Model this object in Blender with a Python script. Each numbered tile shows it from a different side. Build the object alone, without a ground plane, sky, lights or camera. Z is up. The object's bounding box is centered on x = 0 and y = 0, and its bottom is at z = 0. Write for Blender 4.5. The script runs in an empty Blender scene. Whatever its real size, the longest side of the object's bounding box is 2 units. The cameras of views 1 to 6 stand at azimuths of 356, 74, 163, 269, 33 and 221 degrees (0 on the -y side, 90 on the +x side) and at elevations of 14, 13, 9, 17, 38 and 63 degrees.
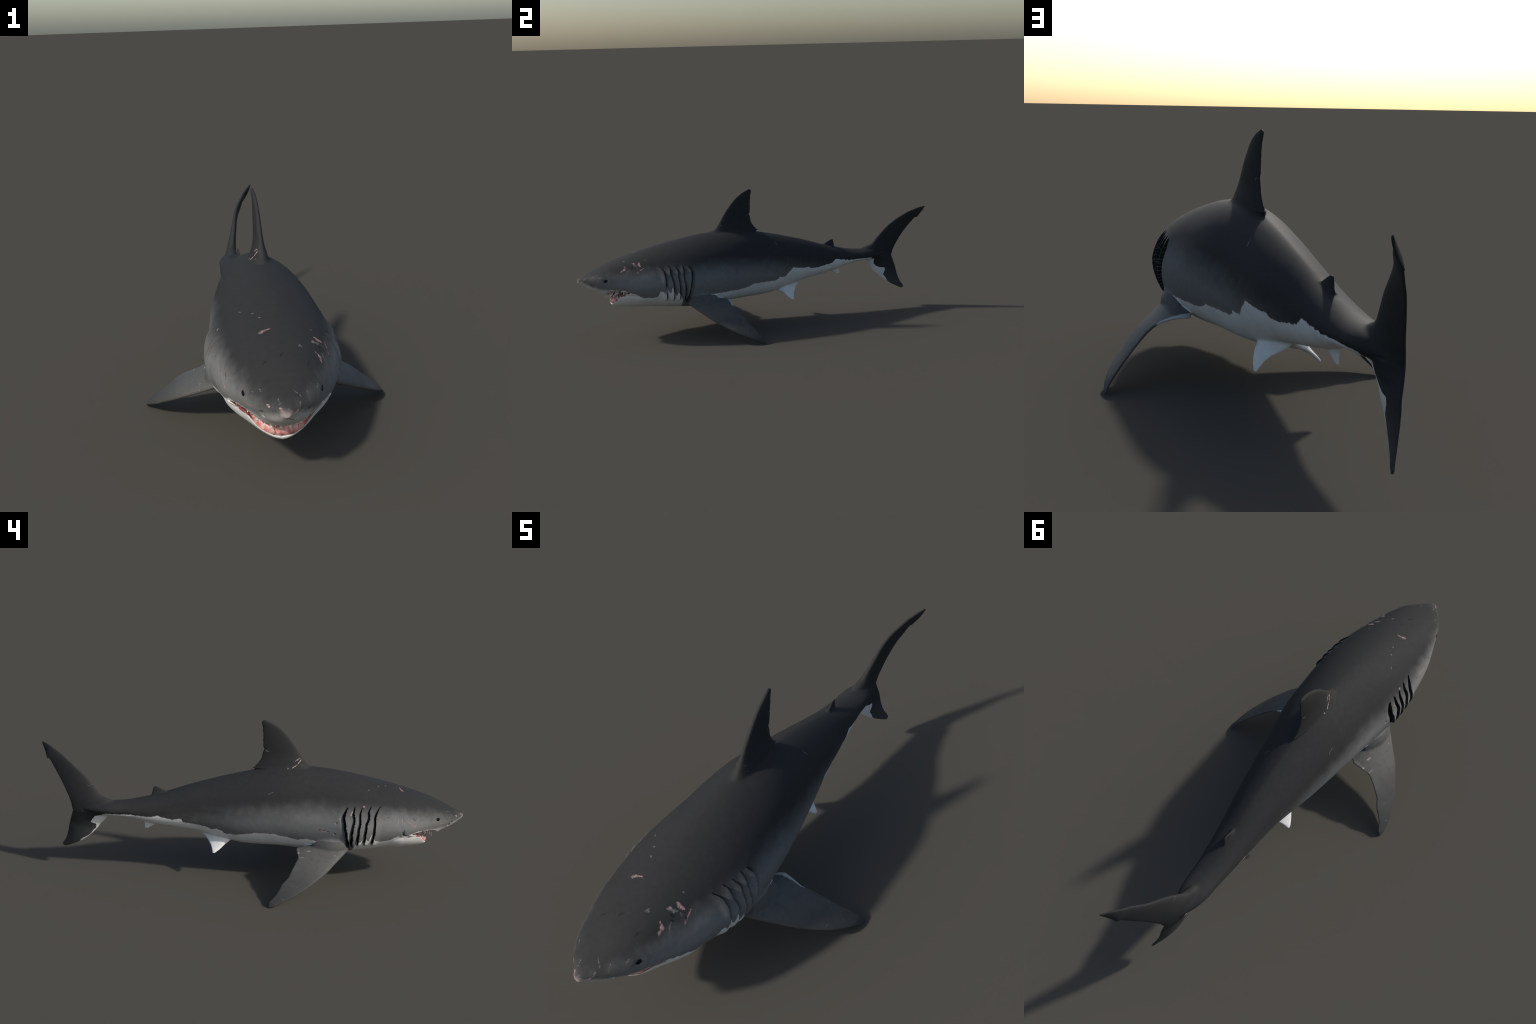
import math
import random

import bpy
import bmesh
import numpy as np

random.seed(7)
rng = np.random.default_rng(11)

# ----------------------------------------------------------------------------
# 1. THE BODY: cross-sections along y (snout at -1, tail root at +0.76)
#    back line, belly line, half width, sideways bend, height of the widest
#    place (0..1 between belly and back), roundness above and below it
# ----------------------------------------------------------------------------
STATION = np.array([-1.0, -0.985, -0.95, -0.9, -0.83, -0.74, -0.62, -0.48, -0.32, -0.15, 0.05, 0.25, 0.43, 0.58, 0.69, 0.76, 0.80, 0.83])
BACK = [0.3343, 0.341, 0.3568, 0.3806, 0.4105, 0.4392, 0.4725, 0.5045, 0.5297, 0.5369, 0.502, 0.4498, 0.3922, 0.3558, 0.3475, 0.3395, 0.326, 0.314]
BELLY = [0.3133, 0.3029, 0.2786, 0.2506, 0.2014, 0.1624, 0.1554, 0.1459, 0.1382, 0.1514, 0.1605, 0.2096, 0.2396, 0.2748, 0.2831, 0.2875, 0.292, 0.297]
HALF = [0.0113, 0.0255, 0.0574, 0.0934, 0.1244, 0.1588, 0.1902, 0.2037, 0.192, 0.1739, 0.1386, 0.1016, 0.0761, 0.061, 0.0518, 0.0277, 0.013, 0.005]
BEND = [-0.0026, -0.0025, -0.0025, -0.0011, -0.0004, -0.001, 0.0015, 0.0014, 0.0011, -0.006, -0.0207, -0.0331, -0.05, -0.0638, -0.0706, -0.0735, -0.072, -0.07]
WIDEST = [0.691, 0.679, 0.652, 0.614, 0.56, 0.49, 0.466, 0.444, 0.446, 0.474, 0.52, 0.56, 0.53, 0.498, 0.474, 0.46, 0.45, 0.45]
ROUND_UP = [2.34, 2.33, 2.31, 2.27, 2.22, 2.14, 1.83, 1.716, 1.68, 1.668, 1.63, 1.594, 1.78, 1.88, 1.82, 1.7, 1.8, 2.0]
ROUND_LOW = [2.12, 2.08, 1.96, 1.8, 1.6, 1.55, 1.842, 2.232, 2.282, 2.252, 2.15, 2.15, 2.2, 2.15, 2.0, 1.95, 1.95, 2.0]


def spline(x, y):
    x, y = np.asarray(x, float), np.asarray(y, float)
    m = np.gradient(y, x)

    def f(q):
        q = np.clip(q, x[0], x[-1])
        k = np.clip(np.searchsorted(x, q) - 1, 0, len(x) - 2)
        h = x[k + 1] - x[k]
        t = (q - x[k]) / h
        return ((2 * t**3 - 3 * t**2 + 1) * y[k] + (t**3 - 2 * t**2 + t) * h * m[k]
                + (-2 * t**3 + 3 * t**2) * y[k + 1] + (t**3 - t**2) * h * m[k + 1])
    return f


back, belly, half, bend, widest, round_up, round_low = (spline(STATION, v) for v in (BACK, BELLY, HALF, BEND, WIDEST, ROUND_UP, ROUND_LOW))


def section(y, n=112):
    """One ring of the body at y, as an (n, 3) array."""
    zt, zb, w = back(y), belly(y), half(y)
    zm = zb + (zt - zb) * widest(y)
    a = np.linspace(0, 2 * np.pi, n, endpoint=False)
    ca, sa = np.cos(a), np.sin(a)
    p = np.where(sa > 0, round_up(y), round_low(y))
    h = np.where(sa > 0, zt - zm, zm - zb)
    r = (np.abs(ca) ** p + np.abs(sa) ** p) ** (-1 / p)
    return np.stack([bend(y) + w * r * ca, np.full(n, y), zm + h * r * sa], 1)


def outside(P):
    """Rough signed distance of points to the plain body (positive outside)."""
    y = P[:, 1]
    zt, zb, w = back(y), belly(y), np.maximum(half(y), .004)
    zm = zb + (zt - zb) * widest(y)
    up = P[:, 2] > zm
    h = np.maximum(np.where(up, zt - zm, zm - zb), .004)
    p = np.where(up, round_up(y), round_low(y))
    r = (np.abs((P[:, 0] - bend(y)) / w) ** p + np.abs((P[:, 2] - zm) / h) ** p) ** (1 / p)
    return (r - 1) * np.minimum(w, h)


def loft(rings):
    """Closed skin over a list of equal rings."""
    n = len(rings[0])
    V = np.vstack(rings)
    k = len(rings)
    F = []
    for i in range(k - 1):
        for j in range(n):
            j2 = (j + 1) % n
            F.append((i * n + j, i * n + j2, (i + 1) * n + j2, (i + 1) * n + j))
    V = np.vstack([V, rings[0].mean(0), rings[-1].mean(0)])
    for j in range(n):
        j2 = (j + 1) % n
        F.append((k * n, j2, j))
        F.append((k * n + 1, (k - 1) * n + j, (k - 1) * n + j2))
    return V, F


def mesh_of(name, V, F):
    me = bpy.data.meshes.new(name)
    me.from_pydata([tuple(v) for v in V], [], F)
    bm = bmesh.new()
    bm.from_mesh(me)
    bmesh.ops.recalc_face_normals(bm, faces=bm.faces)
    bm.to_mesh(me)
    bm.free()
    return me


# ----------------------------------------------------------------------------
# 2. FINS: each is a row of stations (leading point, trailing point, thickness)
# ----------------------------------------------------------------------------
def smooth_path(P, sub, curved):
    P = np.asarray(P, float)
    n = len(P)
    s = np.linspace(0, n - 1, (n - 1) * sub + 1)
    if curved:
        return np.stack([spline(np.arange(n), P[:, c])(s) for c in range(P.shape[1])], 1)
    return np.stack([np.interp(s, np.arange(n), P[:, c]) for c in range(P.shape[1])], 1)


def fin(lead, trail, thick, sub=6, curved_trail=True, edge=.0017, ragged=0., seed=0, nick=()):
    L, T = smooth_path(lead, sub, True), smooth_path(trail, sub, curved_trail)
    H = smooth_path(np.asarray(thick)[:, None], sub, True)[:, 0]
    r = np.random.default_rng(seed)
    n = len(L)
    if ragged:
        wave = np.convolve(r.normal(size=n + 4), np.ones(3) / 3, "same")[2:-2]
        d = L - T
        T = T + d / np.linalg.norm(d, axis=1)[:, None] * (np.abs(wave) * ragged)[:, None]
    for where, depth, width in nick:
        k = where * (n - 1)
        d = L - T
        amount = depth * np.clip(1 - np.abs(np.arange(n) - k) / width, 0, 1)
        T = T + d / np.maximum(np.linalg.norm(d, axis=1), 1e-6)[:, None] * amount[:, None]
    u = (1 - np.cos(np.linspace(0, np.pi, 33))) / 2
    prof = np.sqrt(u) * (1 - u) ** .85
    prof /= prof.max()
    rim = np.minimum(1, 9 * np.sqrt(u * (1 - u)))
    rings = []
    span = np.gradient((L + T) / 2, axis=0)
    for i in range(n):
        c = T[i] - L[i]
        nrm = np.cross(c, span[i])
        nrm /= np.linalg.norm(nrm) + 1e-9
        hh = (H[i] / 2 - edge) * prof + edge * rim
        mid = L[i] + u[:, None] * c
        rings.append(np.vstack([mid + nrm * hh[:, None], (mid - nrm * hh[:, None])[-2:0:-1]]))
    return loft(rings)


def at_bend(rows):
    return [(bend(y) + dx, y, z) for dx, y, z in rows]


solids = {}

# tall fin on the back, with its free hind tip
solids["dorsal_fin"] = fin(
    at_bend([(0, -.300, .490), (0, -.288, .515), (0, -.268, .533), (0, -.2475, .548), (0, -.2335, .565), (0, -.218, .585), (0, -.1985, .615), (0, -.176, .648), (0, -.148, .682), (0, -.115, .715), (0, -.080, .738), (-.002, -.055, .7485), (-.003, -.041, .7548)]),
    at_bend([(0, -0.0200, .470), (0, -0.0190, .512), (0, 0.0080, .5225), (0, -0.0020, .5285), (0, -0.0170, .545), (0, -0.0270, .560), (0, -0.0340, .577), (0, -0.0385, .600), (0, -0.0390, .630), (0, -0.0365, .668), (0, -0.0335, .700), (-.002, -0.0310, .725), (-.003, -0.0260, .746)]),
    [.095, .086, .068, .056, .047, .036, .028, .025, .021, .018, .014, .011, .007], curved_trail=False, ragged=.0024, seed=3, nick=((.62, .006, 2.0), (.885, .0025, 1.5), (.80, .003, 1.5)))

solids["second_dorsal_fin"] = fin(
    at_bend([(0, .385, .380), (0, .403, .402), (0, .420, .4105), (0, .437, .4185), (0, .452, .4248)]),
    at_bend([(0, .476, .350), (0, .4745, .3835), (0, .4700, .396), (0, .4665, .410), (0, .4635, .4235)]),
    [.020, .014, .009, .007, .005], curved_trail=False)

solids["anal_fin"] = fin(
    at_bend([(0, .415, .262), (0, .440, .2385), (0, .460, .2315), (0, .474, .2245), (0, .487, .2165)]),
    at_bend([(0, .535, .285), (0, .516, .256), (0, .504, .245), (0, .502, .232), (0, .5035, .2165)]),
    [.022, .015, .009, .007, .005], curved_trail=False)

# tail fin, from the upper tip down to the lower tip
solids["caudal_fin"] = fin(
    [(.038, .9965, .5955), (.030, .980, .591), (.019, .960, .584), (.003, .931, .5695), (.001, .927, .568), (-.013, .895, .550), (-.029, .866, .529), (-.040, .837, .508), (-.048, .803, .480), (-.054, .768, .446), (-.062, .735, .408), (-.0685, .703, .372), (-.073, .650, .349), (-.074, .640, .300),
     (-.0745, .664, .281), (-.075, .703, .241), (-.073, .727, .210), (-.071, .754, .181), (-.065, .785, .1545), (-.057, .814, .135), (-.044, .850, .1155), (-.035, .870, .1055), (-.028, .888, .0985)],
    [(.0385, .9995, .592), (.030, .989, .569), (.018, .978, .548), (-.001, .968, .5225), (-.0035, .9585, .525), (-.0085, .949, .514), (-.018, .934, .492), (-.030, .917, .467), (-.040, .899, .439), (-.050, .879, .403), (-.0585, .860, .365), (-.066, .8465, .332), (-.070, .8405, .305), (-.0705, .8395, .295),
     (-.069, .841, .284), (-.064, .8475, .263), (-.058, .854, .240), (-.055, .860, .213), (-.051, .8645, .189), (-.045, .871, .163), (-.037, .881, .139), (-.031, .8905, .125), (-.0275, .8985, .110)],
    [.005, .007, .009, .0115, .012, .0135, .015, .0165, .019, .024, .0300, .040, .050, .054, .044, .030, .024, .021, .0180, .0150, .0115, .009, .006], curved_trail=False)


# breast fins: both follow the same leading curve; the hind edges are worn differently
PECTORAL_LEAD = [(.095, -.480, .235), (.132, -.472, .217), (.163, -.4595, .2045), (.186, -.446, .190), (.2075, -.425, .1755), (.231, -.4025, .160), (.257, -.379, .144), (.284, -.356, .128), (.308, -.330, .111), (.331, -.302, .0955), (.353, -.272, .0795), (.372, -.2425, .0635), (.388, -.212, .0495), (.402, -.180, .0365), (.4125, -.150, .024), (.4195, -.121, .0100), (.4200, -.102, .0015)]
PECTORAL_TRAIL_RIGHT = [(.085, -.365, .200), (.120, -.320, .192), (.149, -.2215, .1830), (.170, -.2095, .1845), (.205, -.2105, .182), (.240, -.2175, .1705), (.262, -.209, .1625), (.284, -.198, .149), (.305, -.186, .133), (.329, -.1715, .1085), (.3385, -.1575, .0955), (.352, -.143, .0835), (.371, -.131, .0645), (.386, -.1175, .047), (.3965, -.1015, .0325), (.406, -.0885, .0200), (.417, -.0870, .0008)]
PECTORAL_TRAIL_LEFT = [(.085, -.365, .200), (.120, -.318, .192), (.147, -.2150, .1825), (.168, -.206, .185), (.203, -.2115, .182), (.238, -.2155, .1715), (.262, -.2055, .1625), (.284, -.1945, .148), (.305, -.181, .130), (.325, -.1675, .111), (.342, -.154, .0945), (.360, -.139, .0775), (.376, -.125, .0615), (.391, -.112, .0455), (.404, -.1005, .030), (.415, -.0905, .0140), (.4210, -.0850, .0002)]
PECTORAL_THICK = [.050, .044, .040, .037, .034, .030, .027, .0245, .022, .0195, .0175, .0155, .0135, .0115, .0095, .0075, .0055]


def side_of(rows, s):
    return [(s * x, y, z) for x, y, z in rows]


solids["pectoral_fin_left"] = fin(side_of(PECTORAL_LEAD, 1), side_of(PECTORAL_TRAIL_LEFT, 1), PECTORAL_THICK, curved_trail=False, edge=.0022, ragged=.0006, seed=5, nick=((.56, .003, 1.5),))
solids["pectoral_fin_right"] = fin(side_of(PECTORAL_LEAD, -1), side_of(PECTORAL_TRAIL_RIGHT, -1), PECTORAL_THICK, curved_trail=False, edge=.0022, ragged=.0010, seed=6)

solids["pelvic_fin_left"] = fin(
    [(-.010, .085, .200), (.022, .100, .176), (.040, .126, .164), (.047, .138, .1505), (.0525, .151, .137), (.0555, .166, .1255), (.056, .175, .1185)],
    [(-.030, .260, .222), (-.018, .237, .194), (-.004, .219, .1795), (.018, .203, .165), (.034, .1935, .148), (.046, .189, .132), (.0545, .1855, .119)],
    [.060, .042, .026, .0170, .0120, .009, .006], curved_trail=False)
solids["pelvic_fin_right"] = fin(
    [(-.045, .085, .200), (-.078, .098, .179), (-.098, .118, .170), (-.109, .132, .1575), (-.1185, .145, .147), (-.127, .159, .138), (-.131, .167, .1325)],
    [(-.028, .260, .222), (-.042, .236, .200), (-.060, .214, .1865), (-.082, .199, .174), (-.101, .187, .160), (-.118, .181, .145), (-.1305, .178, .132)],
    [.060, .042, .026, .0170, .0120, .009, .006], curved_trail=False)

# muscle that fills the corner between flank and breast fin
for s, side_name in ((1, "left"), (-1, "right")):
    rings = []
    for k in np.linspace(0, 1, 25):
        y = -.468 + .190 * k
        r = max(.02, math.sin(math.pi * k) ** .8)
        a = np.linspace(0, 2 * np.pi, 28, endpoint=False)
        rings.append(np.stack([s * (.170 + .040 * r * np.cos(a)), np.full(28, y), .224 - .016 * k + .036 * r * np.sin(a) - .45 * .034 * r * np.cos(a)], 1))
    solids["shoulder_" + side_name] = loft(rings)

# ----------------------------------------------------------------------------
# 3. HEAD: blunt lower jaw, then the mouth is cut out between the two lips
# ----------------------------------------------------------------------------
JAW_Y = [-.838, -.8345, -.827, -.816, -.802, -.786, -.768, -.745, -.70, -.66, -.62]
JAW_HALF = [.014, .036, .059, .080, .100, .117, .132, .148, .158, .158, .156]
JAW_LOW = [.197, .1855, .1765, .1715, .168, .166, .1645, .163, .159, .156, .1535]
JAW_TOP = [.205, .215, .240, .26, .28, .29, .295, .295, .285, .28, .28]


def jaw_ring(y, w, lo, hi, n=64):
    a = np.linspace(0, 2 * np.pi, n, endpoint=False)
    zm = lo + (hi - lo) * .72
    ca, sa = np.cos(a), np.sin(a)
    p = np.where(sa > 0, 2.4, 1.62)
    r = (np.abs(ca) ** p + np.abs(sa) ** p) ** (-1 / p)
    return np.stack([bend(y) + w * r * ca, np.full(n, y), zm + np.where(sa > 0, hi - zm, zm - lo) * r * sa], 1)


jy = np.linspace(JAW_Y[0], JAW_Y[-1], 60)
solids["jaw"] = loft([jaw_ring(y, spline(JAW_Y, JAW_HALF)(y), spline(JAW_Y, JAW_LOW)(y), spline(JAW_Y, JAW_TOP)(y)) for y in jy])

LIP_X = [0, .03, .045, .06, .075, .090, .105, .120, .135, .150, .160, .19]
UPPER_LIP = spline(LIP_X, [.2405, .2415, .244, .251, .2605, .269, .275, .2775, .2765, .2690, .2625, .255])
LOWER_LIP = spline(LIP_X, [.1905, .1955, .203, .2115, .2215, .2340, .2460, .2540, .2600, .2660, .2615, .254])


def mouth_cutter():
    xs = np.linspace(-.185, .185, 75)
    depth = [-1.02, -.94, -.90, -.87, -.84, -.81, -.79, -.77, -.745]
    roof, floor = [], []
    for y in depth:
        for x in xs:
            ax = abs(x)
            inner = np.clip((.135 - ax) / .06, 0, 1) * np.clip((y + .885) / .04, 0, 1)
            throat = np.clip((-.735 - y) / .05, 0, 1)
            roof.append((x, y, UPPER_LIP(ax) + .010 * inner * throat))
            low_in = np.clip((.125 - ax) / .06, 0, 1) * np.clip((y + .832) / .03, 0, 1)
            floor.append((x, y, LOWER_LIP(ax) - .012 * low_in * throat + .03 * np.clip((y + .80) / .08, 0, 1) * (1 - np.clip(ax / .15, 0, 1))))
    n, k = len(xs), len(depth)
    V = np.array(roof + floor)
    V[n * k:, 2] = np.minimum(V[n * k:, 2], V[:n * k, 2] - .0006)
    F = []
    for i in range(k - 1):
        for j in range(n - 1):
            a = i * n + j
            F.append((a, a + 1, a + n + 1, a + n))
            b = n * k + a
            F.append((b, b + n, b + n + 1, b + 1))
    for i in range(k - 1):
        for j in (0, n - 1):
            a = i * n + j
            F.append((a, a + n, n * k + a + n, n * k + a))
    for j in range(n - 1):
        for i in (0, k - 1):
            a = i * n + j
            F.append((a, a + 1, n * k + a + 1, n * k + a))
    return V, F


# ----------------------------------------------------------------------------
# 4. WELD everything to one skin
# ----------------------------------------------------------------------------
scene = bpy.context.scene


def add_object(name, me, parent=None):
    ob = bpy.data.objects.new(name, me)
    scene.collection.objects.link(ob)
    if parent:
        ob.parent = parent
    return ob


def joined(parts):
    V, F, off = [], [], 0
    for v, f in parts:
        V.append(v)
        F += [tuple(i + off for i in q) for q in f]
        off += len(v)
    return np.vstack(V), F


ys = np.unique(np.concatenate([-1 + .05 * np.linspace(0, 1, 14) ** 1.6, np.linspace(-.95, .83, 240)]))
body_rings = [section(y) for y in ys]
nose = section(-1.0)
nose_mid = nose.mean(0)
front = [nose_mid + (nose - nose_mid) * s + np.array([0, -d, 0]) for s, d in ((.55, .0022), (.85, .0012))]
body_V, body_F = loft(front + body_rings)

# head and jaw are first united, then the mouth is cut
head_ob = add_object("weld_head", mesh_of("weld_head", body_V, body_F))
jaw_ob = add_object("weld_jaw", mesh_of("weld_jaw", *solids.pop("jaw")))
cut_ob = add_object("weld_mouth", mesh_of("weld_mouth", *mouth_cutter()))
for other, op in ((jaw_ob, "UNION"), (cut_ob, "DIFFERENCE")):
    m = head_ob.modifiers.new(op, "BOOLEAN")
    m.operation, m.object, m.solver = op, other, "EXACT"
dg = bpy.context.evaluated_depsgraph_get()
me0 = bpy.data.meshes.new_from_object(head_ob.evaluated_get(dg))
V0 = np.empty(len(me0.vertices) * 3)
me0.vertices.foreach_get("co", V0)
F0 = [tuple(p.vertices) for p in me0.polygons]
allV, allF = joined([(V0.reshape(-1, 3), F0)] + list(solids.values()))
weld = add_object("weld", mesh_of("weld", allV, allF))
for ob in (head_ob, jaw_ob, cut_ob):
    bpy.data.objects.remove(ob)
VOXEL = .0024
rm = weld.modifiers.new("remesh", "REMESH")
rm.mode, rm.voxel_size, rm.adaptivity = "VOXEL", VOXEL, 0
dg = bpy.context.evaluated_depsgraph_get()
skin = bpy.data.meshes.new_from_object(weld.evaluated_get(dg))
bpy.data.objects.remove(weld)

P = np.empty(len(skin.vertices) * 3)
skin.vertices.foreach_get("co", P)
P = P.reshape(-1, 3)
E_ = np.empty(len(skin.edges) * 2, np.int64)
skin.edges.foreach_get("vertices", E_)
E_ = E_.reshape(-1, 2)
NQ = len(skin.polygons)
loops = np.empty(len(skin.loops), np.int64)
skin.loops.foreach_get("vertex_index", loops)
starts = np.empty(NQ, np.int64)
skin.polygons.foreach_get("loop_start", starts)
totals = np.empty(NQ, np.int64)
skin.polygons.foreach_get("loop_total", totals)
assert (totals == 4).all()
Q = loops.reshape(-1, 4)
NV = len(P)
degree = np.maximum(np.bincount(E_.ravel(), minlength=NV), 1)


def neighbour_mean(A):
    out = np.empty_like(A)
    for c in range(A.shape[1]):
        out[:, c] = np.bincount(E_[:, 0], A[E_[:, 1], c], NV) + np.bincount(E_[:, 1], A[E_[:, 0], c], NV)
    return out / degree[:, None]


for _ in range(7):                       # take the voxel steps out without shrinking
    P = P + .5 * (neighbour_mean(P) - P)
    P = P - .52 * (neighbour_mean(P) - P)

# the lower jaw is set in under the upper lip
tuck = np.clip((.267 - P[:, 2]) / .016, 0, 1) * np.clip((P[:, 1] + .835) / .03, 0, 1) * np.clip((-.655 - P[:, 1]) / .10, 0, 1)
tuck = tuck * tuck * (3 - 2 * tuck)
sides = np.clip((np.abs(P[:, 0]) - .055) / .05, 0, 1) * np.clip((P[:, 1] + .815) / .03, 0, 1)
P[:, 0] -= tuck * (.055 + .045 * sides) * (P[:, 0] - bend(P[:, 1]))

# soften the roots where fins grow out of the body
far = outside(P)
root = np.exp(-(far / .014) ** 2)
grown = np.zeros(NV)
for lo, hi, z0, z1, x0 in ((-.36, -.05, .49, .62, 0), (.36, .50, .36, .43, 0), (.40, .56, .20, .28, 0), (.05, .28, .12, .24, 0), (-.50, -.20, .15, .27, .10), (.60, .84, .2, .45, 0)):
    grown = np.maximum(grown, ((P[:, 1] > lo) & (P[:, 1] < hi) & (P[:, 2] > z0) & (P[:, 2] < z1) & (np.abs(P[:, 0] - bend(P[:, 1])) >= x0)) * 1.0)
jaw_zone = np.clip((P[:, 1] + .80) / .03, 0, 1) * np.clip((-.60 - P[:, 1]) / .05, 0, 1) * (P[:, 2] < .245) * (P[:, 2] < LOWER_LIP(np.abs(P[:, 0])) - .01)
weight = np.maximum(root * grown, jaw_zone)[:, None]
for _ in range(24):
    P = P + .5 * weight * (neighbour_mean(P) - P)

# run flank, shoulder and breast fin into each other
ax_ = np.abs(P[:, 0])
armpit = np.clip(1 - np.abs(P[:, 1] + .385) / .115, 0, 1) * np.clip(1 - np.abs(ax_ - .183) / .038, 0, 1) * np.clip(1 - np.abs(P[:, 2] - .222) / .060, 0, 1)
armpit = np.clip(armpit * 3.5, 0, 1)[:, None]
for _ in range(45):
    P = P + .5 * armpit * (neighbour_mean(P) - P)

# ----------------------------------------------------------------------------
# 5. WHICH PART each vertex belongs to
# ----------------------------------------------------------------------------
REST = P.copy()
far = outside(P)
X, Y, Z = P.T
dX = X - bend(Y)


def face_mean(A):
    return A[Q].mean(1)


fc = face_mean(P)
ff = outside(fc)
fx, fy, fz = fc.T
fdx = fx - bend(fy)
out = ff > .004
part = np.full(NQ, "torso", dtype=object)
part[fy < -.595] = "head"
part[(fy < -.64) & (fz < .2625) & (fz < .2625 + .45 * (-.70 - fy) * (fy > -.70))] = "lower_jaw"
part[fy > .44] = "tail"
part[out & (fy > -.36) & (fy < .1) & (fz > .5)] = "dorsal_fin"
part[out & (fy > .36) & (fy < .5) & (fz > .37)] = "second_dorsal_fin"
part[out & (fy > .66)] = "caudal_fin"
part[(fy > .80)] = "caudal_fin"
part[out & (fy > -.52) & (fy < -.05) & (fz < .235) & (fx > .1)] = "pectoral_fin"
part[out & (fy > -.52) & (fy < -.05) & (fz < .235) & (fx < -.1)] = "pectoral_fin.001"
part[out & (fy > .07) & (fy < .28) & (fz < .215) & (fdx > 0)] = "pelvic_fin"
part[out & (fy > .07) & (fy < .28) & (fz < .215) & (fdx < 0)] = "pelvic_fin.001"
part[out & (fy > .40) & (fy < .56) & (fz < .262)] = "anal_fin"
part[(fy < -.70) & (ff < -.0045) & (fz > .16) & (fz < .31)] = "mouth_lining"

quad = [P[Q[:, i]] for i in range(4)]
down = np.cross(quad[2] - quad[0], quad[3] - quad[1])[:, 2]
part[(part == "mouth_lining") & (down < 0) & (fz > .232) & ((fy < -.842) | (np.abs(fx) > .118))] = "head"

# ----------------------------------------------------------------------------
# 6. GILL SLITS, nostrils and creases, pressed into the skin
# ----------------------------------------------------------------------------
def vertex_normals(P, use=None):
    a, b, c, d = (P[Q[:, i]] for i in range(4))
    fn = np.cross(c - a, d - b)
    if use is not None:
        fn = fn * use[:, None]
    N = np.empty_like(P)
    for k in range(3):
        N[:, k] = np.bincount(Q.ravel(), np.repeat(fn[:, k], 4), NV)
    return N / (np.linalg.norm(N, axis=1)[:, None] + 1e-12)


N = vertex_normals(P)
GILLS = [
    # (y, z) along each slit from its upper end down, groove width
    ([(-.439, .396), (-.432, .364), (-.436, .322), (-.445, .277), (-.456, .230), (-.467, .190)], .0200),
    ([(-.468, .399), (-.473, .371), (-.477, .338), (-.471, .301), (-.472, .250), (-.478, .193)], .0125),
    ([(-.506, .397), (-.502, .374), (-.505, .342), (-.501, .311), (-.500, .265), (-.499, .203)], .0112),
    ([(-.545, .403), (-.541, .387), (-.544, .365), (-.535, .326), (-.532, .273), (-.530, .206)], .0118),
    ([(-.589, .402), (-.578, .378), (-.572, .340), (-.573, .319), (-.570, .265), (-.565, .207)], .0118),
]
groove = np.zeros(NV)
ramp = np.zeros(NV)
lift = np.zeros(NV)
side = (np.abs(dX) > .07) & (far > -.02) & (far < .012) & (Y < -.36) & (Y > -.65)
MOVE = np.zeros(NV)
for line, width in GILLS:
    ly = np.array([p[0] for p in line])
    lz = np.array([p[1] for p in line])
    order = np.argsort(lz)
    fz_ = spline(lz[order], ly[order])
    waver = np.where(dX < 0, .0009, .0004) * np.sin(Z * 140 + ly[0] * 90 + np.sign(dX) * 1.3)
    d = Y - fz_(Z) - waver
    snap = side & (np.abs(d) < .0014) & (Z > lz.min()) & (Z < lz.max())
    MOVE = np.where(snap, -d, MOVE)          # lay the lip of the flap on a clean line
    d = np.where(snap, 0, d)
    ends = np.clip((lz.max() - Z) / .030, 0, 1) ** .7 * np.clip((Z - lz.min()) / .022, 0, 1) ** .7
    w = width * (.35 + .65 * ends)
    g = np.clip(d / .0018, 0, 1) * np.clip((w - d) / .002, 0, 1)
    ramp = np.maximum(ramp, side * ends ** .5 * np.clip(d / .0012, 0, 1) * np.clip(1 - d / (w * 1.6), 0, 1))
    groove = np.maximum(groove, side * ends ** .4 * g)
    lift = np.maximum(lift, side * ends * np.where(d <= 0.001, np.exp(-(np.minimum(d, 0) / .013) ** 2), 0))
P = P + N * (lift * .0070 - ramp * np.interp(Z, [.20, .30, .40], [.034, .027, .018]))[:, None]
P[:, 1] += MOVE + .0075 * lift - .0050 * ramp

# nostrils: short oblique cuts under the snout
cut_mask = np.zeros(NV)


def crease(points, radius, depth, power=1.0):
    global P, cut_mask
    pts = np.asarray(points, float)
    near = np.full(NV, 9.0)
    box = (REST > pts.min(0) - 4 * radius).all(1) & (REST < pts.max(0) + 4 * radius).all(1)
    S = REST[box]
    best = np.full(len(S), 9.0)
    for a, b in zip(pts[:-1], pts[1:]):
        t = np.clip(((S - a) @ (b - a)) / ((b - a) @ (b - a)), 0, 1)
        best = np.minimum(best, np.linalg.norm(S - a - t[:, None] * (b - a), axis=1))
    near[box] = best
    g = np.clip(1 - near / radius, 0, 1) ** power
    P = P - N * (g * depth)[:, None]
    cut_mask = np.maximum(cut_mask, g)


for s in (1, -1):
    crease([(s * .060, -.938, .309), (s * .066, -.930, .303), (s * .060, -.926, .292)], .0062, .007)
for s in (1, -1):
    crease([(s * .1075, -.874, .334), (s * .1085, -.858, .337)], .0180, .0022, 1.3)
# fold behind the corner of the mouth
crease([(-.150, -.730, .2575), (-.156, -.713, .2590), (-.1635, -.702, .268), (-.1665, -.698, .281), (-.1665, -.699, .294)], .0075, .0075)
crease([(.150, -.735, .2590), (.154, -.722, .252), (.156, -.710, .246)], .0055, .004)
# line along the keel of the tail stalk
for s in (1, -1):
    ky = np.linspace(.56, .785, 14)
    crease([(bend(y) + s * half(y) * .97, y, np.interp(y, [.55, .62, .68, .73, .785], [.304, .300, .2975, .299, .306])) for y in ky], .0055, .0028)
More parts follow.
